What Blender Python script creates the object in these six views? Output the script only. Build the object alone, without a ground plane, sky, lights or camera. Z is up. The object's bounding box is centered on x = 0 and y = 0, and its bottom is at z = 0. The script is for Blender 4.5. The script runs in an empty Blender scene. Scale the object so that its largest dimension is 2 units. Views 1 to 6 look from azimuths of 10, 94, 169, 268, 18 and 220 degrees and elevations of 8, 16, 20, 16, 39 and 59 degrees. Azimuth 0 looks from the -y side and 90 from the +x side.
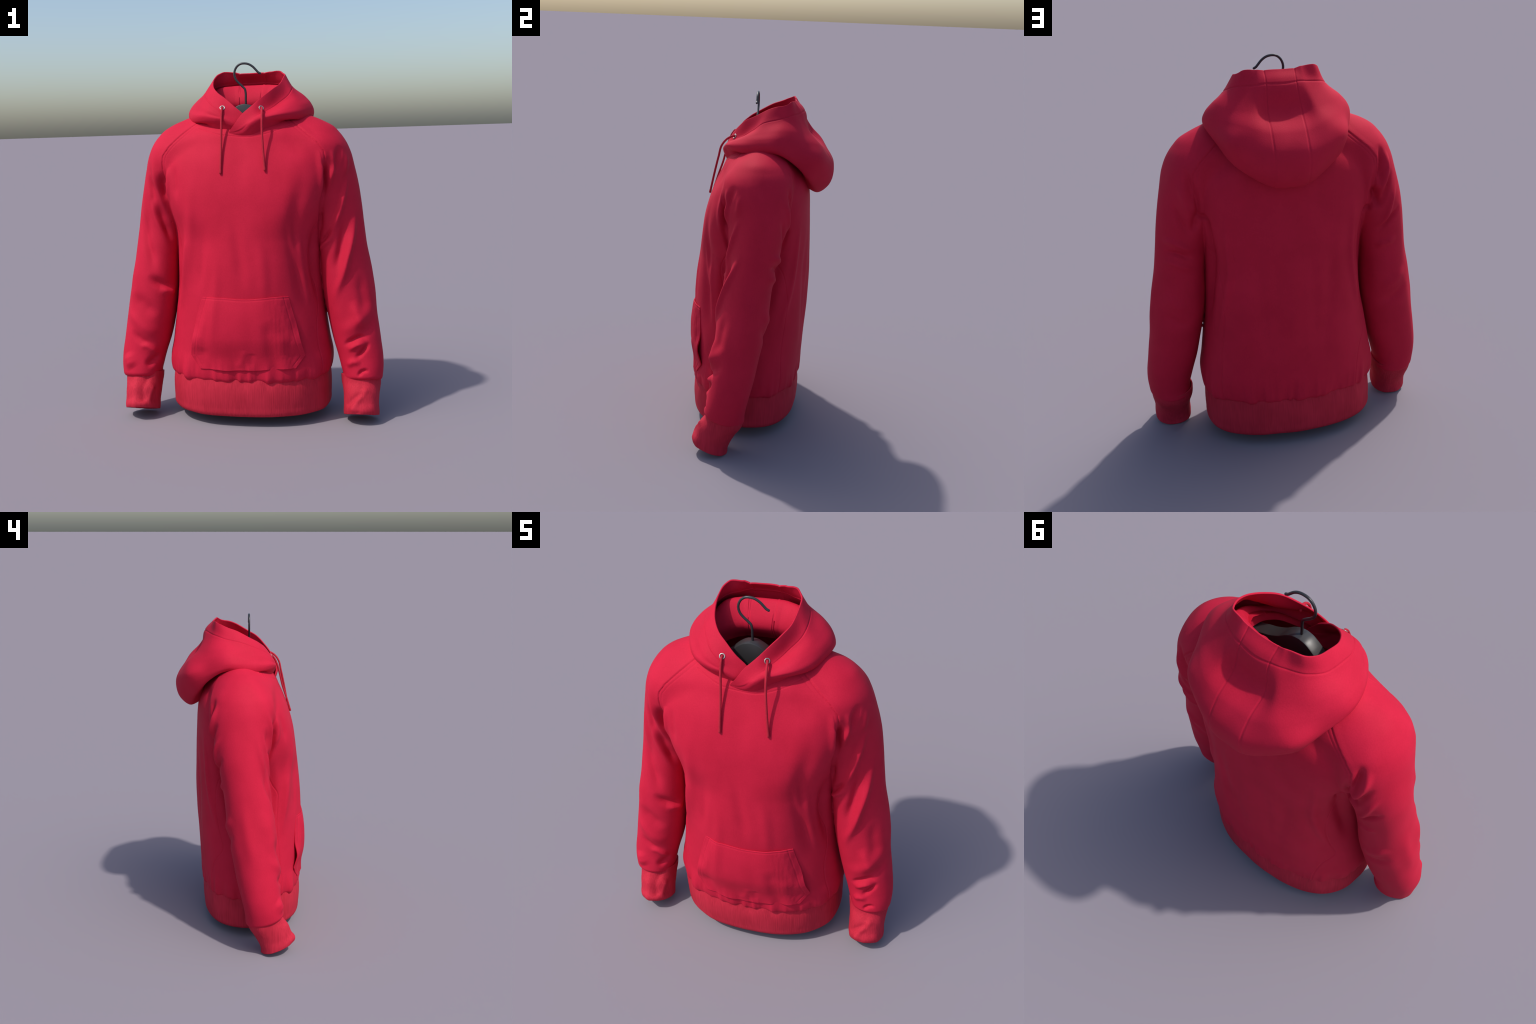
# A red pullover hooded sweatshirt hanging on a black clothes hanger.
# The torso and sleeves are one implicit surface (stacked cloth cross-sections, blended),
# meshed, wrinkled along fold lines and then separated along the raglan seams.
# The hood, waistband, cuffs, pocket, cords, eyelets and hanger are lofted parts.
import bpy, bmesh, math
import numpy as np
from mathutils import Vector

HOOD_X = 0.0125          # the hood sits slightly to the wearer's left

# ------------------------------------------------------------------ helpers
def spline(P, t, tq):
    """Cubic Hermite through P (n, ...) at parameters t, sampled at tq."""
    P = np.asarray(P, float); t = np.asarray(t, float); tq = np.asarray(tq, float)
    n = len(t); d = (P[1:] - P[:-1]) / (t[1:] - t[:-1]).reshape((-1,) + (1,) * (P.ndim - 1))
    m = np.empty_like(P); m[0], m[-1] = d[0], d[-1]
    h = (t[1:] - t[:-1]).reshape((-1,) + (1,) * (P.ndim - 1))
    if n > 2:
        m[1:-1] = (d[:-1] * h[1:] + d[1:] * h[:-1]) / (h[1:] + h[:-1])
    i = np.clip(np.searchsorted(t, tq, side="right") - 1, 0, n - 2)
    hh = t[i + 1] - t[i]; u = (tq - t[i]) / hh
    sh = (-1,) + (1,) * (P.ndim - 1)
    u, hh = u.reshape(sh), hh.reshape(sh)
    return ((2*u**3 - 3*u**2 + 1) * P[i] + (u**3 - 2*u**2 + u) * hh * m[i]
            + (-2*u**3 + 3*u**2) * P[i + 1] + (u**3 - u**2) * hh * m[i + 1])

def table(rows):
    """Rows (z, a, b, ...) -> function giving smooth columns at any z."""
    R = np.array(sorted(rows), float)
    zf = np.linspace(R[0, 0], R[-1, 0], 600)
    V = spline(R[:, 1:], R[:, 0], zf)
    return lambda z: [np.interp(z, zf, V[:, k]) for k in range(V.shape[1])]

def smin(a, b, k):
    h = np.clip(0.5 + 0.5 * (b - a) / k, 0, 1)
    return b + (a - b) * h - k * h * (1 - h)

def smax(a, b, k):
    return -smin(-a, -b, k)

def smooth(e0, e1, x):
    t = np.clip((x - e0) / (e1 - e0), 0, 1)
    return t * t * (3 - 2 * t)

def _hash(ix, iy, iz, seed):
    h = (ix * 374761393 + iy * 668265263 + iz * 2147483647 + seed * 1274126177) & 0xFFFFFFFF
    h = ((h ^ (h >> 13)) * 1274126177) & 0xFFFFFFFF
    return ((h ^ (h >> 16)) & 0xFFFF) / 32767.5 - 1.0

def noise3(P, freq, seed=0):
    """Smooth value noise in -1..1; freq may be a number or one per axis."""
    Q = P * np.asarray(freq, float)
    I = np.floor(Q).astype(np.int64); F = Q - I
    F = F * F * F * (F * (F * 6 - 15) + 10)
    out = np.zeros(len(P))
    for dx in (0, 1):
        wx = F[:, 0] if dx else 1 - F[:, 0]
        for dy in (0, 1):
            wy = F[:, 1] if dy else 1 - F[:, 1]
            for dz in (0, 1):
                wz = F[:, 2] if dz else 1 - F[:, 2]
                out += wx * wy * wz * _hash(I[:, 0] + dx, I[:, 1] + dy, I[:, 2] + dz, seed)
    return out

def polyline_distance(P, L):
    """Distance of points to polyline L and the 0..1 position along it."""
    L = np.asarray(L, float)
    seg = np.linalg.norm(L[1:] - L[:-1], axis=1); tot = seg.sum(); start = np.concatenate([[0], np.cumsum(seg)])
    best = np.full(len(P), 1e9); pos = np.zeros(len(P))
    for i in range(len(L) - 1):
        ab = L[i + 1] - L[i]
        w = np.clip((P - L[i]) @ ab / max(ab @ ab, 1e-12), 0, 1)
        d = np.linalg.norm(P - (L[i] + w[:, None] * ab), axis=1)
        m = d < best
        best[m] = d[m]; pos[m] = (start[i] + w[m] * seg[i]) / tot
    return best, pos

def dense(L, step=0.012):
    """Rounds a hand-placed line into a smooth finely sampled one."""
    L = np.asarray(L, float)
    t = np.concatenate([[0], np.cumsum(np.linalg.norm(L[1:] - L[:-1], axis=1))])
    return spline(L, t, np.linspace(0, t[-1], max(3, int(t[-1] / step))))

def make_mesh(name, verts, faces, mat, parent=None, smooth_shade=True):
    me = bpy.data.meshes.new(name)
    verts = np.asarray(verts, np.float32)
    if isinstance(faces, np.ndarray):
        me.vertices.add(len(verts)); me.vertices.foreach_set("co", verts.ravel())
        k = faces.shape[1]
        me.loops.add(faces.size); me.loops.foreach_set("vertex_index", faces.astype(np.int32).ravel())
        me.polygons.add(len(faces))
        me.polygons.foreach_set("loop_start", np.arange(len(faces), dtype=np.int32) * k)
        me.update(calc_edges=True)
    else:
        me.from_pydata(verts.tolist(), [], faces)
    me.validate()
    me.polygons.foreach_set("use_smooth", np.full(len(me.polygons), smooth_shade))
    me.materials.append(mat)
    ob = bpy.data.objects.new(name, me)
    bpy.context.scene.collection.objects.link(ob)
    if parent is not None:
        ob.parent = parent
    return ob

def grid_faces(nu, nv, close_u=False, close_v=False):
    iu = np.arange(nu if close_u else nu - 1); iv = np.arange(nv if close_v else nv - 1)
    a, b = np.meshgrid(iu, iv, indexing="ij"); a, b = a.ravel(), b.ravel()
    a2, b2 = (a + 1) % nu, (b + 1) % nv
    return np.stack([a * nv + b, a2 * nv + b, a2 * nv + b2, a * nv + b2], 1)

def vertex_normals(V, F):
    n = np.cross(V[F[:, 2]] - V[F[:, 0]], V[F[:, 3]] - V[F[:, 1]])
    N = np.zeros_like(V)
    for k in range(4):
        for c in range(3):
            N[:, c] += np.bincount(F[:, k], n[:, c], len(V))
    return N / np.maximum(np.linalg.norm(N, axis=1, keepdims=True), 1e-12)

def empty(name, label, category):
    e = bpy.data.objects.new(name, None)
    bpy.context.scene.collection.objects.link(e)
    e["label"], e["category"] = label, category
    return e

def tube(name, path, radius, mat, parent, sides=12, taper=None):
    """Round tube swept along a polyline, with domed ends."""
    P = np.asarray(path, float); n = len(P)
    T = np.gradient(P, axis=0); T /= np.linalg.norm(T, axis=1, keepdims=True)
    ref = np.array([0, 1.0, 0]) if abs(T[0][1]) < 0.9 else np.array([1.0, 0, 0])
    rows, prev = [], ref
    r = np.full(n, radius) if taper is None else radius * np.asarray(taper)
    for i in range(n):
        u = prev - T[i] * (prev @ T[i]); u /= np.linalg.norm(u); prev = u
        w = np.cross(T[i], u); a = np.arange(sides) * math.tau / sides
        rows.append(P[i] + r[i] * (np.cos(a)[:, None] * u + np.sin(a)[:, None] * w))
    dome = lambda row, c, t, s: [c + (row - c) * q + t * s * radius * h for q, h in ((0.8, 0.45), (0.4, 0.75))]
    head = dome(rows[0], P[0], T[0], -1)[::-1]; tail = dome(rows[-1], P[-1], T[-1], 1)
    rows = head + rows + tail
    V = np.concatenate(rows); F = grid_faces(len(rows), sides, close_v=True).tolist()
    V = np.vstack([V, P[0] - T[0] * radius * 0.85, P[-1] + T[-1] * radius * 0.85])
    a, b = len(V) - 2, len(V) - 1; last = (len(rows) - 1) * sides
    for j in range(sides):
        F.append([a, (j + 1) % sides, j]); F.append([b, last + j, last + (j + 1) % sides])
    ob = make_mesh(name, V, F, mat, parent)
    bm = bmesh.new(); bm.from_mesh(ob.data); bmesh.ops.recalc_face_normals(bm, faces=bm.faces); bm.to_mesh(ob.data); bm.free()
    return ob

# ------------------------------------------------------------------ materials
def material(name):
    m = bpy.data.materials.new(name); m.use_nodes = True
    nt = m.node_tree
    return m, nt, nt.nodes["Principled BSDF"]

def cloth(name, dark, light, rib=False, rib_scale=0.0):
    m, nt, b = material(name)
    N, L = nt.nodes, nt.links
    tc = N.new("ShaderNodeTexCoord")
    big = N.new("ShaderNodeTexNoise"); big.inputs["Scale"].default_value = 7.0; big.inputs["Detail"].default_value = 4.0
    fine = N.new("ShaderNodeTexNoise"); fine.inputs["Scale"].default_value = 170.0; fine.inputs["Detail"].default_value = 3.0
    L.new(tc.outputs["Object"], big.inputs["Vector"]); L.new(tc.outputs["Object"], fine.inputs["Vector"])
    mix = N.new("ShaderNodeMath"); mix.operation = "MULTIPLY_ADD"
    mix.inputs[1].default_value = 0.45
    L.new(fine.outputs["Fac"], mix.inputs[0])
    half = N.new("ShaderNodeMath"); half.operation = "MULTIPLY"; half.inputs[1].default_value = 0.55
    L.new(big.outputs["Fac"], half.inputs[0]); L.new(half.outputs[0], mix.inputs[2])
    ramp = N.new("ShaderNodeValToRGB")
    ramp.color_ramp.elements[0].position, ramp.color_ramp.elements[1].position = 0.36, 0.64
    ramp.color_ramp.elements[0].color, ramp.color_ramp.elements[1].color = (*dark, 1), (*light, 1)
    L.new(mix.outputs[0], ramp.inputs["Fac"])
    L.new(ramp.outputs["Color"], b.inputs["Base Color"])
    b.inputs["Roughness"].default_value = 0.72
    b.inputs["Specular IOR Level"].default_value = 0.12
    bump = N.new("ShaderNodeBump"); bump.inputs["Strength"].default_value = 0.10; bump.inputs["Distance"].default_value = 0.004
    height = fine.outputs["Fac"]
    if rib:
        # vertical knit ribs: streaky noise stretched along z
        mp = N.new("ShaderNodeMapping"); mp.inputs["Scale"].default_value = (1, 1, 0.035)
        st = N.new("ShaderNodeTexNoise"); st.inputs["Scale"].default_value = 150.0; st.inputs["Detail"].default_value = 2.0
        L.new(tc.outputs["Object"], mp.inputs["Vector"]); L.new(mp.outputs["Vector"], st.inputs["Vector"])
        height = st.outputs["Fac"]
        bump.inputs["Strength"].default_value = 0.22; bump.inputs["Distance"].default_value = 0.006
        L.new(st.outputs["Fac"], mix.inputs[0])
    L.new(height, bump.inputs["Height"]); L.new(bump.outputs["Normal"], b.inputs["Normal"])
    return m

RED = cloth("red_fleece", (0.46, 0.0100, 0.0355), (0.52, 0.0125, 0.043))
RIB = cloth("red_rib_knit", (0.385, 0.015, 0.034), (0.50, 0.022, 0.048), rib=True)
CORD = cloth("red_cord", (0.34, 0.014, 0.030), (0.44, 0.020, 0.042))

def simple(name, colour, rough, metal=0.0, spec=0.5):
    m, nt, b = material(name)
    n = nt.nodes.new("ShaderNodeTexNoise"); n.inputs["Scale"].default_value = 60.0
    r = nt.nodes.new("ShaderNodeMapRange"); r.inputs["To Min"].default_value, r.inputs["To Max"].default_value = rough - 0.05, rough + 0.07
    nt.links.new(n.outputs["Fac"], r.inputs["Value"]); nt.links.new(r.outputs["Result"], b.inputs["Roughness"])
    b.inputs["Base Color"].default_value = (*colour, 1)
    b.inputs["Metallic"].default_value = metal
    b.inputs["Specular IOR Level"].default_value = spec
    return m

BLACK = simple("black_satin_plastic", (0.032, 0.032, 0.034), 0.40)  # black lightened a little for the sun's pale sheen along the hanger top
WIRE = simple("dark_hook_metal", (0.035, 0.036, 0.04), 0.36, 0.3)
STEEL = simple("eyelet_metal", (0.46, 0.44, 0.41), 0.45, 0.9)

hoodie = empty("hooded_sweatshirt", "red pullover hoodie with kangaroo pocket and drawstrings", "hoodie")
hanger = empty("clothes_hanger", "black clothes hanger with thin wire hook", "clothes hanger")

# ------------------------------------------------------------------ body field
# torso cross-section at height z: half width, front y, back y
TORSO = table([
    (0.16, .440, -.350, .245, 2.42), (0.22, .448, -.362, .256, 2.42), (0.27, .463, -.378, .266, 2.42), (0.35, .473, -.384, .272, 2.42),
    (0.45, .457, -.387, .278, 2.42), (0.60, .435, -.390, .285, 2.45), (0.75, .417, -.388, .290, 2.5), (0.90, .411, -.379, .294, 2.55),
    (1.00, .411, -.369, .294, 2.6), (1.10, .418, -.358, .293, 2.7), (1.20, .436, -.343, .290, 2.85), (1.30, .452, -.327, .285, 3.0),
    (1.40, .458, -.300, .279, 3.0), (1.47, .448, -.275, .270, 2.9), (1.55, .400, -.241, .252, 2.5), (1.62, .335, -.208, .212, 2.3),
    (1.67, .270, -.166, .172, 2.2), (1.71, .200, -.130, .140, 2.1), (1.75, .110, -.090, .090, 2), (1.78, .01, -.02, .02, 2)])
# sleeve cross-section at height z: outer x, inner x, front y, back y
SLEEVE = table([
    (0.10, .745, .520, -.262, -.020), (0.20, .750, .518, -.252, -.012), (0.24, .754, .530, -.246, -.010),
    (0.30, .759, .518, -.237, .000), (0.36, .757, .502, -.227, .014), (0.44, .746, .478, -.219, .034),
    (0.57, .728, .449, -.211, .060), (0.74, .704, .422, -.200, .094), (0.84, .688, .414, -.190, .106),
    (0.95, .672, .408, -.177, .117), (1.10, .652, .388, -.152, .140), (1.20, .640, .355, -.150, .162),
    (1.30, .625, .310, -.164, .186), (1.40, .605, .280, -.190, .200), (1.50, .579, .240, -.193, .197),
    (1.55, .557, .200, -.182, .190), (1.60, .523, .120, -.158, .174), (1.64, .483, .060, -.130, .152), (1.67, .430, .020, -.102, .130),
    (1.70, .360, .000, -.074, .104), (1.74, .25, .000, -.03, .05), (1.76, .20, .10, -.005, .01)])

HEM_Z = 0.250
def sleeve_end(y):
    return 0.212 - 0.26 * (np.clip(y, -.26, .02) + 0.125)

def torso_field(x, y, z):
    a, f, b, n = TORSO(z)
    cy = -0.05
    ry = np.where(y < cy, cy - f, b - cy)
    soft = 2.12 + (n - 2.12) * np.maximum(smooth(1.02, 1.24, z), smooth(.42, .27, z))     # the front turns more gently than the back
    n = np.where(y < cy, soft, n)
    rho = (np.abs(x / np.maximum(a, .01)) ** n + np.abs((y - cy) / np.maximum(ry, .01)) ** n) ** (1 / n)
    R = np.sqrt(x * x + (y - cy) ** 2)
    return (R - R / np.maximum(rho, 1e-4))

def sleeve_field(x, y, z):
    o, i, f, b = SLEEVE(z)
    cx, rx = (o + i) / 2, np.maximum((o - i) / 2, .01)
    cy, ry = (f + b) / 2, np.maximum((b - f) / 2, .01)
    ax = np.abs(x) + np.where(x < 0, .010, 0) * smooth(1.10, 1.45, z)      # the wearer's right shoulder is a touch narrower
    dx, dy = ax - cx, y - cy
    # the arm's cross-section slants: foremost beside the chest, rearmost on the outside
    slant = np.where(x > 0, .32, .08) * smooth(1.58, 1.36, z) * smooth(.42, .95, z)
    dy = dy - slant * dx * smooth(.08, -.10, dy)
    ry = ry * (1 - .10 * slant / .5)
    n = 2.1
    rho = (np.abs(dx / rx) ** n + np.abs(dy / ry) ** n) ** (1 / n)
    R = np.sqrt(dx * dx + dy * dy)
    return np.where(rho > 1e-3, R - R / np.maximum(rho, 1e-3), -np.minimum(rx, ry))

def body_field(P):
    x, y, z = P[..., 0], P[..., 1], P[..., 2]
    t = torso_field(x - .003, y, z)
    t = smax(t, HEM_Z - z, 0.030)
    s = sleeve_field(x, y, z)
    s = smax(s, sleeve_end(y) - z, 0.026)
    k = 0.006 + 0.064 * smooth(1.40, 1.60, z)
    return smin(t, s, k)

def gradient(P, e=0.0015):
    G = np.empty_like(P)
    for c in range(3):
        d = np.zeros(3); d[c] = e
        G[:, c] = (body_field(P + d) - body_field(P - d)) / (2 * e)
    return G

def surface_nets(lo, hi, h):
    xs = [np.arange(lo[c], hi[c] + h, h) for c in range(3)]
    nx, ny, nz = map(len, xs)
    D = np.empty((nx, ny, nz), np.float32)
    X, Y = np.meshgrid(xs[0], xs[1], indexing="ij")
    for k, z in enumerate(xs[2]):
        P = np.stack([X, Y, np.full_like(X, z)], -1)
        D[:, :, k] = body_field(P)
    S = D < 0
    cnt = np.zeros((nx - 1, ny - 1, nz - 1), np.int8)
    for a in (0, 1):
        for b in (0, 1):
            for c in (0, 1):
                cnt += S[a:nx - 1 + a, b:ny - 1 + b, c:nz - 1 + c]
    cell = np.argwhere((cnt > 0) & (cnt < 8))
    idx = np.full(cnt.shape, -1, np.int64); idx[tuple(cell.T)] = np.arange(len(cell))
    acc = np.zeros((len(cell), 3)); w = np.zeros(len(cell))
    corners = [np.array(c) for c in np.ndindex(2, 2, 2)]
    for p in corners:
        for q in corners:
            if (q - p).sum() == 1 and (q - p).min() >= 0:
                da = D[tuple((cell + p).T)].astype(float); db = D[tuple((cell + q).T)].astype(float)
                m = (da < 0) != (db < 0)
                t = np.where(m, da / np.where(m, da - db, 1), 0)
                acc[m] += (p + t[:, None] * (q - p))[m]; w[m] += 1
    V = np.array(lo) + h * (cell + acc / w[:, None])
    F = []
    for ax in range(3):
        sl0 = [slice(None)] * 3; sl1 = [slice(None)] * 3
        sl0[ax] = slice(0, -1); sl1[ax] = slice(1, None)
        A, B = S[tuple(sl0)], S[tuple(sl1)]
        e = np.argwhere(A != B)
        b1, b2 = [c for c in range(3) if c != ax]
        e = e[(e[:, b1] > 0) & (e[:, b2] > 0) & (e[:, b1] < (nx, ny, nz)[b1] - 1) & (e[:, b2] < (nx, ny, nz)[b2] - 1)]
        q = []
        for d1, d2 in ((-1, -1), (0, -1), (0, 0), (-1, 0)):
            c = e.copy(); c[:, b1] += d1; c[:, b2] += d2
            q.append(idx[tuple(c.T)])
        q = np.stack(q, 1)
        flip = A[tuple(e.T)] == (ax == 1)
        q[flip] = q[flip][:, ::-1]
        F.append(q)
    return V, np.concatenate(F)

def subdivide(V, F):
    """Splits each quad in four."""
    E = np.sort(np.concatenate([F[:, [i, (i + 1) % 4]] for i in range(4)]), 1)
    key = E[:, 0] * len(V) + E[:, 1]
    u, inv = np.unique(key, return_inverse=True)
    a, b = u // len(V), u % len(V)
    nE = len(V); nC = nE + len(u); m = len(F)
    W = np.concatenate([V, (V[a] + V[b]) / 2, V[F].mean(1)])
    e = [nE + inv[i * m:(i + 1) * m] for i in range(4)]
    c = nC + np.arange(m)
    return W, np.concatenate([np.stack([F[:, i], e[i], c, e[i - 1]], 1) for i in range(4)])

def project(V, steps):
    for _ in range(steps):
        G = gradient(V); f = body_field(V)
        step = (f / np.maximum((G * G).sum(1), 0.05))[:, None] * G
        ln = np.linalg.norm(step, axis=1, keepdims=True)
        V = V - step * np.minimum(1, 0.01 / np.maximum(ln, 1e-9))
    return V

V, F = surface_nets((-.80, -.44, .14), (.80, .34, 1.80), 0.0068)
V = project(V, 2)
V, F = subdivide(V, F)
V = project(V, 1)

# ---- open the garment: neck hole, hem and sleeve ends
def torso_only_inside(P):
    return torso_field(P[:, 0], P[:, 1], P[:, 2])
def sleeve_only_inside(P):
    return sleeve_field(P[:, 0], P[:, 1], P[:, 2])

C = V[F].mean(1)
neck = ((C[:, 0] - HOOD_X) / .212) ** 2 + ((C[:, 1] + .035) / .165) ** 2 < 1
neck &= C[:, 2] > 1.45
under_t = (torso_only_inside(C) < -0.03) & (C[:, 2] < HEM_Z + .02) & (np.abs(C[:, 0]) < .47)
under_s = (sleeve_only_inside(C) < -0.028) & (C[:, 2] < .27) & (torso_only_inside(C) > 0.0)
F = F[~(neck | under_t | under_s)]
used = np.unique(F); remap = np.full(len(V), -1); remap[used] = np.arange(len(used))
V, F = V[used], remap[F]

# ---- raglan seam: sleeve lies outside this x at height z
RAGLAN_Z = [0.9, 1.10, 1.20, 1.30, 1.40, 1.46, 1.50, 1.55, 1.60, 1.65, 1.68, 1.72, 1.80]
RAGLAN_X = [.425, .428, .434, .442, .452, .455, .449, .412, .356, .298, .258, .205, .16]
def raglan(P):
    return np.abs(P[:, 0]) - np.interp(P[:, 2], RAGLAN_Z, RAGLAN_X)
is_sleeve_vert = lambda P: np.where(P[:, 2] > 1.0, raglan(P) > 0, sleeve_only_inside(P) < torso_only_inside(P))

# ---- folds: (line, half width, height along the normal)
FOLDS = []
def fold(points, width, height, both=False):
    for side in (1, -1) if both else (1,):
        FOLDS.append((project(dense([(side * x, y, z) for x, y, z in points]), 12), width, height))
# wearer's right sleeve, front
fold([(-0.524, -0.128, 1.492), (-0.514, -0.165, 1.413), (-0.493, -0.172, 1.31), (-0.466, -0.158, 1.211), (-0.443, -0.139, 1.133)], .017, 0.0175)
fold([(-0.474, -0.185, 1.42), (-0.462, -0.178, 1.33), (-0.448, -0.166, 1.24)], .018, -0.0189)
fold([(-0.514, -0.162, 1.252), (-0.475, -0.152, 1.135), (-0.443, -0.131, 1.05), (-0.429, -0.115, 0.995)], .024, -0.0203)
fold([(-0.572, -0.103, 1.377), (-0.551, -0.146, 1.269), (-0.515, -0.155, 1.153), (-0.478, -0.152, 1.065), (-0.44, -0.131, 0.973)], .020, 0.0149)
fold([(-0.600, -0.123, 1.20), (-0.578, -0.160, 1.02), (-0.543, -0.181, 0.928), (-0.522, -0.193, 0.82)], .030, -0.0216)
fold([(-0.566, -0.191, 0.833), (-0.522, -0.193, 0.791), (-0.48, -0.177, 0.765), (-0.43, -0.11, 0.731)], .026, -0.020)
fold([(-0.507, -0.192, 0.75), (-0.461, -0.162, 0.735), (-0.44, -0.10, 0.710)], .024, 0.019)
fold([(-0.690, -0.200, 0.510), (-0.633, -0.214, 0.464), (-0.590, -0.220, 0.435), (-0.525, -0.210, 0.41)], .022, -.012)
fold([(-0.638, -0.219, 0.408), (-0.588, -0.221, 0.421), (-0.549, -0.212, 0.389), (-0.52, -0.193, 0.348)], .018, 0.0121)
fold([(-0.711, -0.196, 0.377), (-0.691, -0.219, 0.322), (-0.67, -0.234, 0.284)], .034, 0.0162)
fold([(-0.506, -0.177, 0.356), (-0.552, -0.215, 0.329), (-0.602, -0.235, 0.292)], .022, -0.0175)
fold([(-0.70, -0.15, 0.95), (-0.685, -0.19, 0.75), (-0.66, -0.21, 0.58)], .045, 0.0108)
# wearer's left sleeve, front
fold([(0.482, -0.16, 1.512), (0.509, -0.166, 1.434), (0.489, -0.18, 1.347), (0.470, -0.173, 1.270)], .015, 0.0175)
fold([(0.464, -0.187, 1.48), (0.461, -0.191, 1.392), (0.460, -0.177, 1.309), (0.446, -0.164, 1.227)], .015, -0.0270)
fold([(0.535, -0.10, 1.535), (0.525, -0.150, 1.460), (0.508, -0.178, 1.370)], .021, -0.0162)
fold([(0.570, -0.080, 1.500), (0.582, -0.100, 1.425), (0.575, -0.125, 1.350)], .020, 0.009)
fold([(0.600, -0.080, 1.383), (0.575, -0.135, 1.275), (0.54, -0.15, 1.188), (0.502, -0.155, 1.099), (0.470, -0.150, 1.006)], .017, 0.0162)
fold([(0.635, -0.070, 1.20), (0.612, -0.119, 1.077), (0.59, -0.158, 0.98), (0.567, -0.177, 0.909), (0.542, -0.189, 0.823), (0.515, -0.190, 0.750), (0.488, -0.183, 0.650)], .021, 0.0216)
fold([(0.575, -0.130, 1.16), (0.552, -0.156, 1.054), (0.525, -0.172, 0.93), (0.490, -0.178, 0.82)], .026, -0.0216)
fold([(0.419, -0.105, 0.945), (0.455, -0.146, 0.997), (0.49, -0.157, 1.032)], .013, 0.0149)
fold([(0.424, -0.115, 0.993), (0.455, -0.143, 1.036), (0.485, -0.153, 1.082)], .013, -0.0149)
fold([(0.595, -0.201, 0.69), (0.622, -0.203, 0.58), (0.66, -0.196, 0.51)], .028, 0.0135)
fold([(0.67, -0.17, 0.86), (0.665, -0.18, 0.70), (0.69, -0.18, 0.56)], .035, -0.0108)
fold([(0.530, -0.205, 0.42), (0.587, -0.214, 0.461), (0.632, -0.208, 0.481), (0.685, -0.19, 0.466)], .013, -0.0175)
fold([(0.555, -0.215, 0.395), (0.621, -0.214, 0.437), (0.665, -0.206, 0.443)], .015, 0.0149)
fold([(0.600, -0.223, 0.350), (0.643, -0.216, 0.397), (0.687, -0.192, 0.451)], .013, -0.0175)
fold([(0.551, -0.215, 0.304), (0.592, -0.225, 0.340), (0.640, -0.227, 0.335)], .018, 0.0121)
fold([(0.612, -0.24, 0.255), (0.648, -0.234, 0.294), (0.685, -0.229, 0.29)], .010, -0.0135)
# broad folds across the elbows and forearms
fold([(.70, -.10, .66), (.66, -.19, .60), (.58, -.21, .53), (.50, -.19, .50)], .036, .012)
fold([(.72, -.12, .57), (.67, -.19, .52), (.60, -.215, .50)], .030, -.010)
fold([(-.71, -.12, .63), (-.66, -.19, .58), (-.58, -.21, .51), (-.50, -.18, .49)], .034, .012)
fold([(-.68, -.18, .73), (-.60, -.205, .66), (-.52, -.20, .58)], .036, -.013)
fold([(.66, .08, .87), (.58, .10, .80), (.50, .07, .76)], .030, .010, True)
fold([(.67, .06, .77), (.58, .085, .70), (.50, .05, .66)], .026, -.010, True)
# outside of the sleeves
fold([(-0.581, -0.076, 1.383), (-0.594, -0.101, 1.263), (-0.583, -0.133, 1.128), (-0.588, -0.156, 1.016)], .022, 0.0095)
fold([(-0.548, -0.134, 1.401), (-0.540, -0.157, 1.279), (-0.545, -0.165, 1.18)], .020, -0.0108)
fold([(-0.67, .0, 1.00), (-0.70, -0.02, 0.78), (-0.725, -0.07, 0.55)], .035, 0.0081, True)
# armhole folds at the back
fold([(-0.469, 0.15, 1.56), (-0.481, 0.171, 1.507), (-0.478, 0.19, 1.44), (-0.452, 0.196, 1.340)], .017, -0.0257)
fold([(-0.506, 0.14, 1.53), (-0.511, 0.168, 1.448), (-0.494, 0.189, 1.374), (-0.455, 0.185, 1.29)], .016, 0.0175)
fold([(-0.544, 0.139, 1.425), (-0.519, 0.177, 1.352), (-0.472, 0.165, 1.217)], .016, -0.0175)
fold([(-0.57, 0.121, 1.353), (-0.545, 0.158, 1.278), (-0.499, 0.15, 1.142), (-.45, .13, 1.10)], .015, 0.0149)
fold([(-0.595, 0.11, 1.225), (-0.531, 0.148, 1.153), (-.46, .13, 1.09)], .015, -0.0175)
fold([(-0.584, 0.115, 1.056), (-0.528, 0.125, 1.029), (-.46, .11, 1.00)], .019, 0.0121)
fold([(0.479, 0.16, 1.53), (0.470, 0.19, 1.44), (0.448, 0.196, 1.320)], .018, -0.0203)
fold([(0.520, 0.16, 1.47), (0.500, 0.190, 1.36), (0.460, 0.18, 1.25)], .018, 0.0135)
fold([(0.555, 0.14, 1.38), (0.525, 0.165, 1.26), (0.472, 0.155, 1.15)], .018, -0.0135)
fold([(0.625, 0.085, 1.16), (0.57, 0.135, 1.150), (.50, .14, 1.11), (.45, .12, 1.09)], .018, 0.0149)
fold([(0.620, 0.088, 1.10), (0.560, 0.125, 1.09), (.47, .12, 1.04)], .014, -0.0149)
fold([(0.635, 0.08, 1.05), (0.577, 0.12, 1.035), (.47, .11, .98)], .020, 0.0121)
fold([(-.44, .20, 1.36), (-.452, .195, 1.29), (-.462, .18, 1.21)], .024, -.048)
fold([(.44, .20, 1.32), (.452, .185, 1.25), (.462, .165, 1.18)], .020, -.022)
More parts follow.
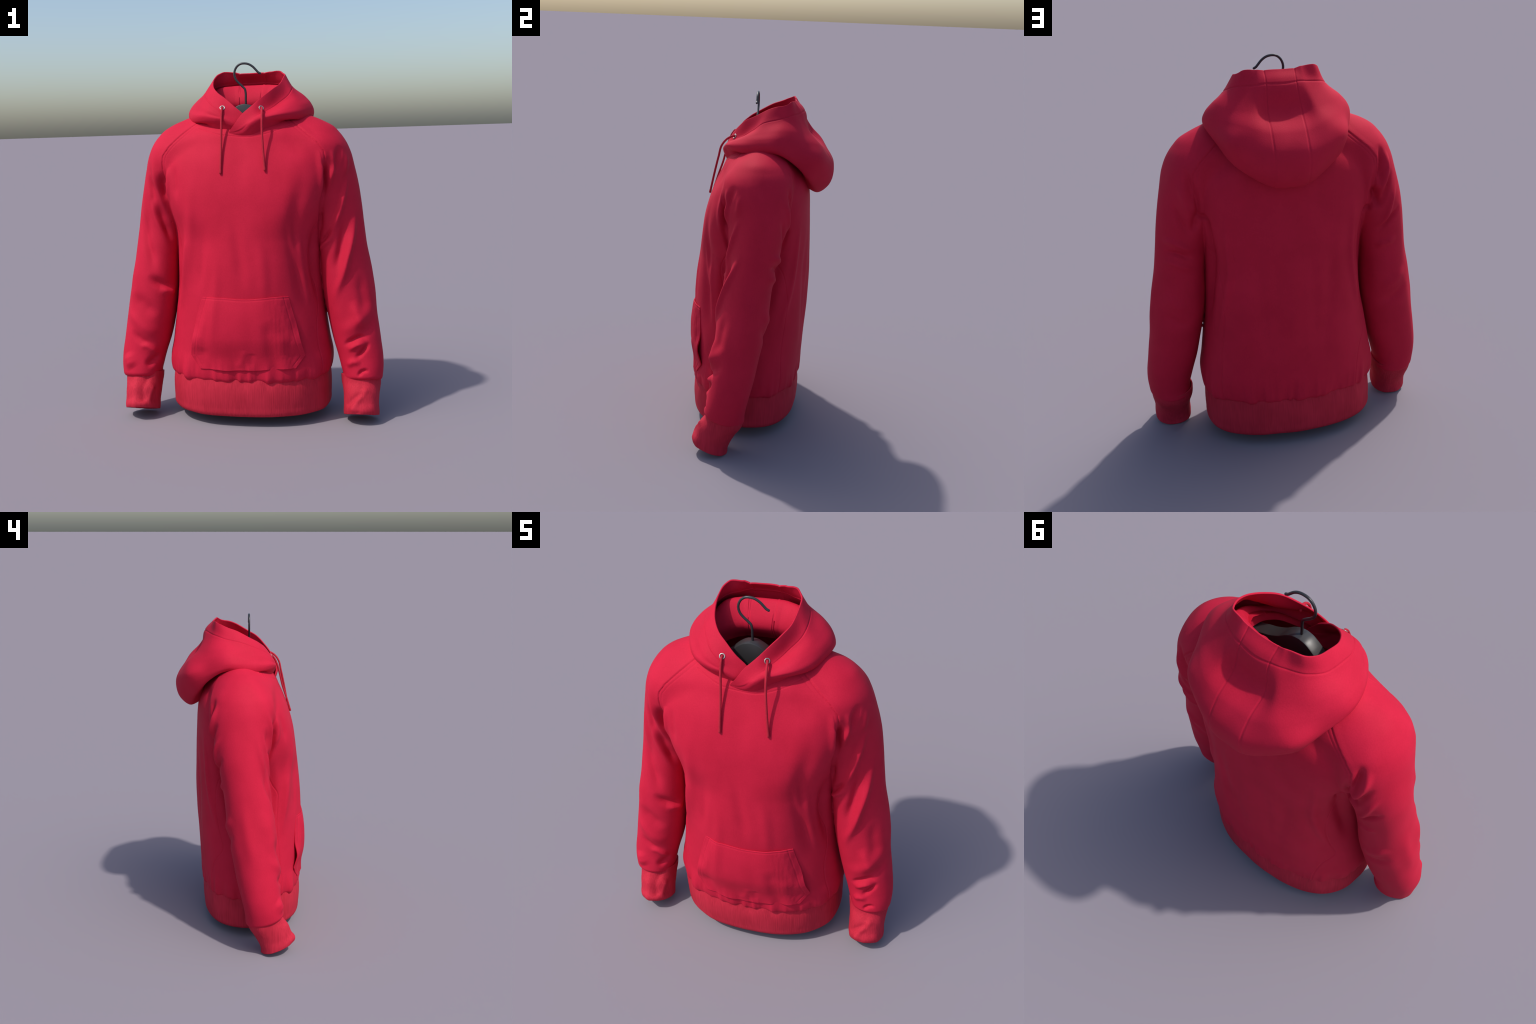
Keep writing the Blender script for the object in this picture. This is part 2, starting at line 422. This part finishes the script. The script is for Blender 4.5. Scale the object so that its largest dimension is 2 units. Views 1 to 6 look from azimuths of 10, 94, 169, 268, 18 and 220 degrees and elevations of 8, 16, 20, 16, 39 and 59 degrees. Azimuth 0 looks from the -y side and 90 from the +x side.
fold([(-.46, .19, 1.50), (-.443, .205, 1.40), (-.430, .20, 1.30), (-.412, .17, 1.18), (-.40, .13, 1.07)], .015, -.022, True)
fold([(-.47, -.19, 1.47), (-.452, -.19, 1.36), (-.440, -.18, 1.25), (-.425, -.15, 1.14), (-.41, -.12, 1.02)], .014, -.016, True)
# torso, front
fold([(-0.284, -0.295, 1.38), (-0.286, -0.311, 1.132), (-0.317, -0.295, 0.918), (-0.345, -0.29, 0.650)], .036, .015)
fold([(-0.205, -0.338, 1.157), (-0.225, -0.346, 0.926), (-0.255, -0.345, 0.722)], .032, -.008)
fold([(-0.127, -0.361, 1.05), (-0.139, -0.375, 0.79), (-0.161, -0.377, 0.579), (-0.168, -0.374, 0.40)], .032, .008)
fold([(-0.047, -0.351, 1.20), (-0.007, -0.368, 0.998), (0.017, -0.384, 0.75)], .032, -.007)
fold([(0.104, -0.363, 1.08), (0.128, -0.376, 0.86), (0.132, -0.382, 0.65)], .032, .007)
fold([(0.358, -0.249, 1.45), (0.310, -0.303, 1.192), (0.308, -0.303, 1.013), (0.340, -0.287, 0.773), (0.390, -0.264, 0.520)], .046, -.022)
fold([(0.268, -0.316, 1.17), (0.302, -0.305, 0.986), (0.340, -0.276, 0.84)], .022, .012)
fold([(0.424, -0.18, 1.530), (0.432, -0.196, 1.38), (0.420, -0.189, 1.221)], .022, .018)
fold([(-0.433, -0.188, 1.492), (-0.420, -0.211, 1.343), (-0.425, -0.17, 1.203)], .020, .015)
fold([(-0.380, -0.226, 1.455), (-0.358, -0.269, 1.249)], .022, -.009)
fold([(0.320, -0.290, 1.18), (0.330, -0.280, 0.98), (0.350, -0.270, 0.82), (0.385, -0.245, 0.62)], .024, .014, True)
fold([(.418, -.150, 1.16), (.395, -.180, 1.03), (.385, -.190, .92), (.400, -.175, .78), (.422, -.160, .62)], .034, -.026, True)
# torso, back: the flat back panel turns over a soft ridge into the recessed side
fold([(0.330, 0.256, 1.36), (0.330, 0.251, 1.217), (0.322, 0.230, 0.986), (0.348, 0.192, 0.806), (0.395, 0.141, 0.606)], .022, .013, True)
fold([(0.405, 0.200, 1.300), (0.400, 0.160, 1.146), (0.398, 0.110, 0.950), (0.405, .075, .80), (.418, .05, .62)], .036, -.026, True)
fold([(0.02, 0.29, 1.2), (0.00, 0.29, 0.9), (0.03, 0.285, 0.5)], .045, .008)
fold([(.09, .285, 1.1), (.10, .285, .8), (.085, .275, .42)], .03, -.005, True)
fold([(-0.17, 0.28, 1.3), (-0.19, 0.28, 1.0), (-0.15, 0.28, 0.6), (-.17, .27, .35)], .04, -.009, True)

SEAMS = []
def seam(points, width=.0032, depth=-.0026):
    SEAMS.append((project(dense(points), 8), width, depth))
# side panel seams
seam([(-0.425, -0.130, 1.12), (-0.402, -0.165, 1.055), (-0.382, -0.195, 0.988), (-0.365, -0.225, 0.930), (-0.370, -0.225, 0.86), (-0.390, -0.220, 0.733), (-0.400, -0.232, 0.62), (-0.405, -0.245, 0.508), (-0.408, -0.258, 0.371), (-0.412, -0.249, 0.260)])
seam([(0.427, -0.120, 1.165), (0.403, -0.174, 1.097), (0.380, -0.212, 1.026), (0.385, -0.20, 0.90), (0.410, -0.160, 0.736), (0.414, -0.184, 0.661), (0.411, -0.229, 0.550), (0.417, -0.240, 0.449), (0.430, -0.237, 0.373), (0.432, -0.225, 0.275)])
seam([(0.40, 0.10, 1.10), (0.375, 0.165, 1.007), (0.350, 0.190, 0.85), (0.352, 0.190, 0.734), (0.372, 0.172, 0.568), (0.384, 0.172, 0.42), (0.388, 0.172, 0.270)])
seam([(-0.40, 0.10, 1.10), (-0.375, 0.165, 1.007), (-0.365, 0.180, 0.85), (-0.385, 0.160, 0.70), (-0.400, 0.130, 0.574), (-0.365, 0.180, 0.495), (-0.335, 0.210, 0.363), (-0.330, 0.215, 0.270)])
# topstitching below the neckline
seam([(-.245, -.150, 1.650), (-.190, -.178, 1.628), (-.110, -.215, 1.608), (-.022, -.225, 1.597), (.065, -.225, 1.593), (.14, -.208, 1.606), (.215, -.175, 1.627), (.27, -.135, 1.650)], .0028, -.0022)

NRM = vertex_normals(V, F)
disp = np.zeros(len(V))
for line, width, height in FOLDS:
    lo, hi = line.min(0) - 2.6 * width, line.max(0) + 2.6 * width
    m = np.where(((V > lo) & (V < hi)).all(1))[0]
    if not len(m):
        continue
    d, pos = polyline_distance(V[m], line)
    ends = np.minimum(1, np.minimum(pos, 1 - pos) / 0.40); ends = ends * ends * (3 - 2 * ends)
    disp[m] += height * np.exp(-(d / width) ** 2) * ends
# gathers above the waistband and gentle unevenness of hanging cloth
tors = torso_only_inside(V) < 0.02
ang = np.arctan2(V[:, 0], -(V[:, 1] + .05))
low = smooth(0.42, 0.27, V[:, 2]) * tors
g = noise3(np.stack([ang * 1.0, V[:, 2] * .15, np.zeros(len(V))], 1), (7.5, 1, 1), 3) + .5 * noise3(np.stack([ang, V[:, 2], np.zeros(len(V))], 1), (17, 5, 1), 4)
disp += 0.009 * low * g
disp += 0.004 * noise3(V, (4.5, 4.5, 2.2), 11) * smooth(1.75, 1.5, V[:, 2]) + 0.0018 * noise3(V, (14, 14, 6), 12)
for line, width, depth in SEAMS:
    lo, hi = line.min(0) - 4 * width, line.max(0) + 4 * width
    m = np.where(((V > lo) & (V < hi)).all(1))[0]
    d, pos = polyline_distance(V[m], line)
    disp[m] += depth * np.exp(-(d / width) ** 2)
# raglan seam with a parallel row of topstitching on the torso side
slope = np.gradient(np.array(RAGLAN_X)) / np.gradient(np.array(RAGLAN_Z))
rd = raglan(V) / np.sqrt(1 + np.interp(V[:, 2], RAGLAN_Z, slope) ** 2)
up = smooth(1.28, 1.36, V[:, 2])
disp += up * (-.0028 * np.exp(-(rd / .0030) ** 2) - .0013 * np.exp(-((rd + .017) / .0028) ** 2) + .0022 * smooth(.03, .004, rd) * (rd > 0))
V = V + NRM * disp[:, None]

# ---- separate into torso and two sleeves, keeping the common normals
NRM = vertex_normals(V, F)
C = V[F].mean(1)
sl = is_sleeve_vert(C)
for name, mask in (("torso", ~sl), ("sleeve", sl & (C[:, 0] > 0)), ("sleeve", sl & (C[:, 0] < 0))):
    f = F[mask]; used = np.unique(f); rm = np.full(len(V), -1); rm[used] = np.arange(len(used))
    ob = make_mesh(name, V[used], rm[f], RED, hoodie)
    ob.data.normals_split_custom_set_from_vertices(NRM[used].tolist())

# nearest front surface of the torso, for parts laid on it
front = (NRM[:, 1] < -0.2) & (np.abs(V[:, 0]) < .46) & (V[:, 1] < -.1)
FV = V[front]
def front_y(x, z):
    """Front surface y of the torso at many (x, z)."""
    cell = 0.01
    gx = np.floor((FV[:, 0] + .5) / cell).astype(int); gz = np.floor(FV[:, 2] / cell).astype(int)
    grid = np.full((101, 200), np.nan)
    s = np.zeros((101, 200)); c = np.zeros((101, 200))
    np.add.at(s, (gx, gz), FV[:, 1]); np.add.at(c, (gx, gz), 1)
    grid = np.where(c > 0, s / np.maximum(c, 1), np.nan)
    fx, fz = (x + .5) / cell - .5, z / cell - .5
    ix, iz = np.floor(fx).astype(int), np.floor(fz).astype(int); u, w = fx - ix, fz - iz
    G = lambda a, b: grid[np.clip(a, 0, 100), np.clip(b, 0, 199)]
    return (1 - u) * ((1 - w) * G(ix, iz) + w * G(ix, iz + 1)) + u * ((1 - w) * G(ix + 1, iz) + w * G(ix + 1, iz + 1))

def solidify(ob, thickness, offset=-1.0):
    m = ob.modifiers.new("thickness", "SOLIDIFY")
    m.thickness, m.offset, m.use_rim = thickness, offset, True
    return m

# ------------------------------------------------------------------ waistband
def ring_loft(name, rings, nang, nlev, mat, wobble=None, thickness=0.008):
    """rings: list of functions angle -> points; lofted smoothly from first to last."""
    a = np.arange(nang) * math.tau / nang
    K = np.stack([r(a) for r in rings])
    t = np.concatenate([[0], np.cumsum(np.linalg.norm(K[1:] - K[:-1], axis=2).mean(1))])
    G = spline(K, t, np.linspace(0, t[-1], nlev))
    Vg = G.reshape(-1, 3); Fg = grid_faces(nlev, nang, close_v=True)
    if wobble is not None:
        Vg = Vg + vertex_normals(Vg, Fg) * wobble(Vg)[:, None]
    ob = make_mesh(name, Vg, Fg, mat, hoodie)
    solidify(ob, thickness, -1.0)
    return ob

def oval(cx, cy, rx, rf, rb, z, n=2.4, tilt=0.0):
    def ring(a):
        c, s = np.cos(a), np.sin(a)
        px = np.sign(c) * np.abs(c) ** (2 / n); py = np.sign(s) * np.abs(s) ** (2 / n)
        x = cx + rx * px; y = cy + np.where(py < 0, rf, rb) * py
        return np.stack([x, y, z + tilt * (y - cy)], 1)
    return ring

hem_rings = [oval(0, -.05, .440, .312, .290, .300), oval(0, -.05, .452, .322, .305, .262), oval(0, -.05, .457, .330, .312, .225),
             oval(0, -.05, .459, .333, .314, .165), oval(0, -.05, .458, .329, .310, .11), oval(0, -.05, .456, .324, .304, .072), oval(0, -.05, .449, .318, .297, .060)]
ring_loft("waistband", hem_rings, 520, 60, RIB,
          lambda P: 0.0035 * noise3(P, (9, 9, 3), 21) + 0.003 * smooth(.16, .26, P[:, 2]) * noise3(P, (22, 22, 5), 22))

# ------------------------------------------------------------------ cuffs
def cuff_wrinkles(P, side):
    lines = [([(.660, -.262, .190), (.625, -.284, .146), (.592, -.296, .095)], .016, .008), ([(.635, -.27, .17), (.60, -.275, .15), (.57, -.26, .11)], .014, -.007),
             ([(.690, -.25, .12), (.66, -.28, .10), (.62, -.30, .08)], .010, -.007)] if side > 0 else \
            [([(-.584, -.226, .241), (-.605, -.265, .186), (-.602, -.285, .125)], .020, -.010), ([(-.65, -.24, .22), (-.655, -.28, .15), (-.65, -.30, .09)], .022, .007),
             ([(-.56, -.24, .17), (-.57, -.27, .12)], .016, .006)]
    out = 0.004 * noise3(P + side, (11, 11, 9), 31) + 0.002 * noise3(P, (30, 30, 18), 32)
    for pts, w, h in lines:
        d, pos = polyline_distance(P, dense(pts)); out += h * np.exp(-(d / w) ** 2)
    return out

for side in (1, -1):
    z0, tilt = (.031, -.32) if side > 0 else (.038, -.36)
    cuff_rings = [oval(side * .630, -.115, .108, .108, .102, .245, 2.2, -.22), oval(side * .632, -.128, .108, .106, .104, .200, 2.2, -.25),
                  oval(side * .633, -.155, .101, .112, .098, .150, 2.2, -.28), oval(side * .633, -.180, .096, .110, .094, .096, 2.2, -.30),
                  oval(side * .633, -.193, .097, .117, .093, z0 + .016, 2.2, tilt), oval(side * .633, -.192, .096, .116, .092, z0, 2.2, tilt)]
    ring_loft("cuff", cuff_rings, 200, 60, RIB,
              lambda P, s=side: cuff_wrinkles(P, s), 0.007)

# ------------------------------------------------------------------ hood
# Half of the hood, from the front overlap (first) to the middle of the back (last).
# Each station: neck seam, collar stand, roll top, inner fall, inner bottom, bottom,
# lower bulge, widest, upper bulge, flank, band seam, rim.
def blend_front(N, B, Q, W, Pp, M, S, R):
    """Front stations have no collar roll: the cloth goes straight from the seam to the bulge."""
    N, B = np.array(N), np.array(B)
    return [N, N + (B - N) * .2, N + (B - N) * .4, N + (B - N) * .6, N + (B - N) * .8, B, Q, W, Pp, M, S, R]

HALF = [
    blend_front((-.075, -.205, 1.598), (-.075, -.210, 1.603), (-.075, -.211, 1.606), (-.075, -.212, 1.609), (-.075, -.212, 1.611), (-.075, -.212, 1.613), (-.075, -.213, 1.615), (-.075, -.214, 1.621)),
    blend_front((.012, -.210, 1.586), (.004, -.222, 1.606), (.002, -.225, 1.613), (-.002, -.226, 1.621), (-.006, -.226, 1.628), (-.010, -.228, 1.634), (-.015, -.227, 1.641), (-.040, -.222, 1.664)),
    blend_front((.078, -.203, 1.594), (.064, -.228, 1.642), (.057, -.236, 1.655), (.050, -.237, 1.665), (.047, -.235, 1.669), (.044, -.231, 1.673), (.039, -.225, 1.679), (.000, -.204, 1.715)),
    blend_front((.128, -.176, 1.610), (.112, -.210, 1.662), (.104, -.219, 1.675), (.098, -.222, 1.685), (.094, -.221, 1.690), (.089, -.217, 1.696), (.081, -.208, 1.703), (.050, -.180, 1.757)),
    blend_front((.185, -.140, 1.630), (.168, -.194, 1.676), (.162, -.204, 1.688), (.156, -.208, 1.699), (.151, -.204, 1.706), (.143, -.192, 1.714), (.125, -.158, 1.727), (.103, -.143, 1.801)),
    [(.225, -.090, 1.645), (.228, -.095, 1.664), (.234, -.105, 1.683), (.240, -.118, 1.682), (.243, -.136, 1.676), (.242, -.152, 1.680), (.237, -.167, 1.697), (.226, -.176, 1.711), (.218, -.166, 1.726), (.204, -.145, 1.740), (.172, -.104, 1.756), (.150, -.102, 1.838)],
    [(.240, -.030, 1.650), (.248, -.040, 1.695), (.262, -.052, 1.724), (.275, -.066, 1.703), (.284, -.080, 1.680), (.291, -.092, 1.677), (.294, -.108, 1.697), (.286, -.118, 1.717), (.275, -.102, 1.742), (.259, -.080, 1.766), (.222, -.047, 1.798), (.184, -.045, 1.872)],
    [(.222, .020, 1.665), (.230, .008, 1.735), (.255, .008, 1.772), (.284, .002, 1.738), (.312, -.002, 1.696), (.335, -.006, 1.686), (.340, -.011, 1.704), (.339, -.015, 1.720), (.327, -.008, 1.755), (.300, .000, 1.787), (.248, .008, 1.843), (.200, .030, 1.913)],
    [(.190, .065, 1.680), (.202, .042, 1.758), (.226, .078, 1.826), (.262, .088, 1.772), (.310, .100, 1.686), (.346, .094, 1.690), (.358, .090, 1.706), (.360, .086, 1.726), (.344, .095, 1.765), (.312, .100, 1.804), (.242, .098, 1.864), (.201, .100, 1.938)],
    [(.150, .100, 1.690), (.158, .068, 1.772), (.184, .124, 1.863), (.226, .172, 1.790), (.280, .180, 1.655), (.308, .198, 1.628), (.318, .208, 1.652), (.318, .210, 1.690), (.296, .212, 1.745), (.262, .204, 1.795), (.200, .165, 1.886), (.176, .147, 1.952)],
    [(.105, .120, 1.695), (.100, .082, 1.774), (.120, .150, 1.873), (.170, .212, 1.760), (.216, .245, 1.560), (.242, .272, 1.540), (.258, .312, 1.588), (.260, .335, 1.655), (.203, .317, 1.728), (.160, .270, 1.788), (.134, .202, 1.893), (.122, .164, 1.957)],
    [(.060, .130, 1.695), (.060, .083, 1.775), (.070, .158, 1.877), (.076, .230, 1.760), (.078, .276, 1.454), (.079, .323, 1.434), (.081, .386, 1.478), (.083, .411, 1.602), (.081, .356, 1.692), (.080, .264, 1.770), (.071, .221, 1.900), (.071, .174, 1.958)],
    [(.000, .132, 1.695), (.000, .083, 1.775), (.000, .160, 1.878), (.000, .234, 1.760), (.000, .276, 1.446), (.000, .325, 1.427), (.000, .390, 1.472), (.000, .412, 1.604), (.000, .355, 1.690), (.000, .260, 1.764), (.000, .228, 1.900), (.000, .178, 1.957)],
]
half = np.array([[tuple(p) for p in st] for st in HALF])
left = half[-2::-1].copy(); left[..., 0] *= -1
for k, back in enumerate((.034, .034, .026, .010, .002)):      # the wearer's right panel passes underneath
    left[-1 - k, :, 1] += back
# the right panel hangs as a smooth cone: its band stands further out than on the left
left[-5, 9], left[-5, 10] = (-.146, -.201, 1.714), (-.129, -.190, 1.735)
left[-6, 8], left[-6, 9], left[-6, 10] = (-.216, -.172, 1.728), (-.203, -.172, 1.742), (-.178, -.158, 1.768)
left[-7, 9], left[-7, 10] = (-.262, -.092, 1.772), (-.232, -.078, 1.812)
ctrl = np.concatenate([half, left]); ctrl[..., 0] += HOOD_X
BACK = len(half) - 1
tc_ = np.concatenate([[0], np.cumsum(np.linalg.norm(ctrl[1:, 5:] - ctrl[:-1, 5:], axis=2).mean(1))])
tp_ = np.concatenate([[0], np.cumsum(np.linalg.norm(ctrl[3:-3, 1:] - ctrl[3:-3, :-1], axis=2).mean(0))])
NU, NV = 540, 260
uq, vq = np.linspace(0, tc_[-1], NU), np.linspace(0, tp_[-1], NV)
A = spline(ctrl, tc_, uq)
# down each station the curve is run with that station's own spacing
seg = np.clip(np.searchsorted(tp_, vq, side="right") - 1, 0, len(tp_) - 2)
frac = (vq - tp_[seg]) / (tp_[seg + 1] - tp_[seg])
own = np.concatenate([np.zeros((NU, 1)), np.cumsum(np.linalg.norm(A[:, 1:] - A[:, :-1], axis=2) + 2e-4, axis=1)], 1)
Gd = np.stack([spline(A[i], own[i], own[i][seg] + frac * (own[i][seg + 1] - own[i][seg])) for i in range(NU)])
HV = Gd.reshape(-1, 3); HF = grid_faces(NU, NV)
HN = vertex_normals(HV, HF)
UU, VV = np.repeat(uq, NV), np.tile(vq, NU)
# seams: band line below the rim and two lines down the back panel
hd = np.zeros(len(HV))
groove = lambda d, w: np.exp(-(d / w) ** 2)
body_zone = smooth(tp_[1], tp_[2], VV)
away = np.ones(len(HV))
hd -= 0.0028 * groove(VV - tp_[10] - .004 * noise3(HV, 9, 41), .0030) * smooth(tc_[2], tc_[5], UU) * smooth(tc_[-3], tc_[-6], UU)
for st in (BACK - 1, BACK + 1):
    hd -= 0.0028 * groove(UU - tc_[st] - .004 * noise3(HV, 9, 42), .0030)
hd += 0.0045 * noise3(HV, (6, 6, 8), 43) * smooth(tc_[0], tc_[3], UU) * smooth(tc_[-1], tc_[-4], UU)
rim = smooth(tp_[10] + .02, tp_[11], VV)
lift = rim * (.006 * noise3(np.stack([UU * 9, UU * 0, UU * 0], 1), 1.0, 45)) * smooth(tc_[2], tc_[5], UU) * smooth(tc_[-3], tc_[-6], UU)
for st in (BACK - 1, BACK + 1):
    lift -= .0012 * rim * groove(UU - tc_[st], .016)
lift += .006 * rim * groove(UU - tc_[BACK + 3], .09)
Pm = np.array([HOOD_X, .05, 1.75])
outer = VV > tp_[7]
if ((HN * (HV - Pm)).sum(1))[outer].mean() < 0:
    HF = HF[:, ::-1]; HN = -HN
HV = HV + HN * hd[:, None]
HV[:, 2] += lift; HV[:, 1] += .5 * lift
hood = make_mesh("hood", HV, HF, RED, hoodie)
solidify(hood, 0.0075, -1.0)
HN = vertex_normals(HV, HF)

# ------------------------------------------------------------------ kangaroo pocket
def pocket():
    ns, nt = 220, 170
    s, t = np.meshgrid(np.linspace(0, 1, ns), np.linspace(0, 1, nt), indexing="ij")
    # outline by height: t = 0 bottom, 1 top
    zc = 0.332 + (0.731 - 0.332) * t
    zl = [0.332, 0.345, 0.398, 0.412, 0.50, 0.60, 0.68, 0.731]
    xl = np.interp(zc, [.332, .405, .50, .60, .68, .731], [-.243, -.300, -.285, -.262, -.236, -.218])
    xr = np.interp(zc, [.332, .400, .50, .60, .68, .731], [.288, .340, .316, .292, .269, .256])
    x = xl + (xr - xl) * s
    wave = 0.008 * noise3(np.stack([x.ravel() * 13, np.zeros(x.size), np.zeros(x.size)], 1), 1.0, 51).reshape(x.shape)
    z = zc + wave * smooth(.3, 0, t) + .004 * np.sin(s * 9) * smooth(.7, 1, t)
    y = front_y(x.ravel(), z.ravel()).reshape(x.shape)
    edge = np.minimum(s, 1 - s) * (xr - xl)
    mid = np.sin(np.pi * np.clip(t, 0, 1)) ** .8 * smooth(0, .45, t)
    gap = 0.0065 + 0.021 * mid
    mouth = smooth(.09, 0, edge) * smooth(.06, .34, t) * smooth(.90, .30, t) * 0.012
    gap = gap * (1 - .75 * smooth(.06, 0, edge) * smooth(.34, .62, t))
    y = y - gap - mouth
    P = np.stack([x, y, z], -1).reshape(-1, 3); Fp = grid_faces(ns, nt)
    N = vertex_normals(P, Fp)
    if N[:, 1].mean() > 0:
        Fp = Fp[:, ::-1]; N = -N
    d = -0.0016 * np.exp(-((edge.ravel() - .026) / .003) ** 2) * smooth(.0, .1, t.ravel())
    d -= 0.0012 * np.exp(-(((1 - t.ravel()) * .4 - .010) / .003) ** 2)
    for line, w, h in (([(.150, -.41, .62), (.155, -.41, .50), (.170, -.40, .38), (.175, -.39, .33)], .036, -.010), ([(.215, -.38, .55), (.230, -.38, .42), (.235, -.37, .34)], .030, .006),
                       ([(-.225, -.37, .46), (-.215, -.37, .38), (-.19, -.37, .33)], .028, -.005), ([(.020, -.41, .45), (.005, -.41, .40), (-.02, -.40, .36)], .018, .004), ([(.060, -.41, .43), (.05, -.40, .37)], .02, -.004)):
        q, pos = polyline_distance(P, dense(line)); d += h * np.exp(-(q / w) ** 2) * smooth(0, .3, pos)
    d += 0.004 * noise3(P, (7, 3, 5), 52)
    ob = make_mesh("pocket", P + N * d[:, None], Fp, RED, hoodie)
    solidify(ob, 0.0075, -1.0)
pocket()

# ------------------------------------------------------------------ eyelets and drawstrings
def nearest_on_hood(p, radius=.012):
    w = np.linalg.norm(HV - p, axis=1) + np.where(VV > tp_[9] + .01, 0, 9)
    i = w.argmin(); m = w < w[i] + radius
    n = HN[m & (HN[:, 1] < 0) & (VV > tp_[9] + .02)].mean(0); n /= np.linalg.norm(n)
    return HV[i], n

def torus(name, c, n, R, r, mat, parent):
    u = np.cross(n, (0, 0, 1)); u /= np.linalg.norm(u); w = np.cross(n, u)
    a = np.arange(36) * math.tau / 36; b = np.arange(12) * math.tau / 12
    P = [(c + (R + r * math.cos(q)) * (math.cos(p) * u + math.sin(p) * w) + .6 * r * math.sin(q) * n) for p in a for q in b]
    return make_mesh(name, np.array(P), grid_faces(36, 12, True, True), mat, parent)

for spot, cord in (((.116, -.174, 1.747), [(.119, -.198, 1.735), (.122, -.220, 1.717), (.124, -.240, 1.688), (.125, -.256, 1.626), (.131, -.277, 1.530), (.141, -.300, 1.412)]),
                   ((-.101, -.183, 1.751), [(-.101, -.200, 1.737), (-.101, -.219, 1.698), (-.100, -.237, 1.636), (-.100, -.254, 1.565), (-.100, -.285, 1.47), (-.100, -.305, 1.402)])):
    c, n = nearest_on_hood(np.array(spot))
    torus("eyelet", c + n * .001, n, .0118, .0030, STEEL, hoodie)
    path = dense([tuple(c - n * .012), tuple(c + n * .003)] + cord, .006)
    d = np.ones(len(path)); d[-3:] = 1.12
    tube("drawstring", path, .0062, CORD, hoodie, 12, d)
    

# ------------------------------------------------------------------ hanger
hook = [(.007, -.047, 1.74), (.007, -.047, 1.79), (.007, -.047, 1.838), (.004, -.047, 1.853), (-.010, -.047, 1.869), (-.030, -.047, 1.888), (-.046, -.047, 1.908),
        (-.053, -.047, 1.932), (-.050, -.047, 1.956), (-.038, -.047, 1.977), (-.018, -.047, 1.991), (.006, -.047, 1.9935), (.030, -.047, 1.988), (.052, -.047, 1.974),
        (.070, -.047, 1.955), (.082, -.047, 1.942), (.093, -.047, 1.936)]
tube("hook", dense(hook, .004), .0062, WIRE, hanger, 14)

def hanger_body():
    xs = np.linspace(-.40, .40, 161); ax = np.abs(xs)
    top = spline(np.array([1.772, 1.766, 1.745, 1.710, 1.682, 1.662, 1.630, 1.585, 1.535]), [0, .03, .065, .105, .15, .20, .27, .34, .40], ax)
    low = spline(np.array([1.60, 1.60, 1.60, 1.595, 1.565, 1.525]), [0, .1, .18, .24, .33, .40], ax)
    low = np.minimum(low, top - .012)
    yc = -.047 + .02 * (ax / .4) ** 2
    half_t = .030 + .004 * ax
    rows = []
    for i, x in enumerate(xs):
        h, e = half_t[i], .006
        c = [(yc[i] - h, low[i]), (yc[i] - h, top[i] - e), (yc[i] - h + .3 * e, top[i] - .3 * e), (yc[i] - h + e, top[i]), (yc[i] + h - e, top[i]), (yc[i] + h - .3 * e, top[i] - .3 * e), (yc[i] + h, top[i] - e), (yc[i] + h, low[i])]
        rows.append([(x, y, z) for y, z in c])
    P = np.array(rows); n, k = P.shape[:2]
    Fh = grid_faces(n, k, close_v=True).tolist()
    Fh.append(list(range(k))); Fh.append([(n - 1) * k + j for j in range(k)][::-1])
    ob = make_mesh("hanger_body", P.reshape(-1, 3), Fh, BLACK, hanger)
    bm = bmesh.new(); bm.from_mesh(ob.data); bmesh.ops.recalc_face_normals(bm, faces=bm.faces); bm.to_mesh(ob.data); bm.free()
    ob.data.set_sharp_from_angle(angle=math.radians(40))
hanger_body()
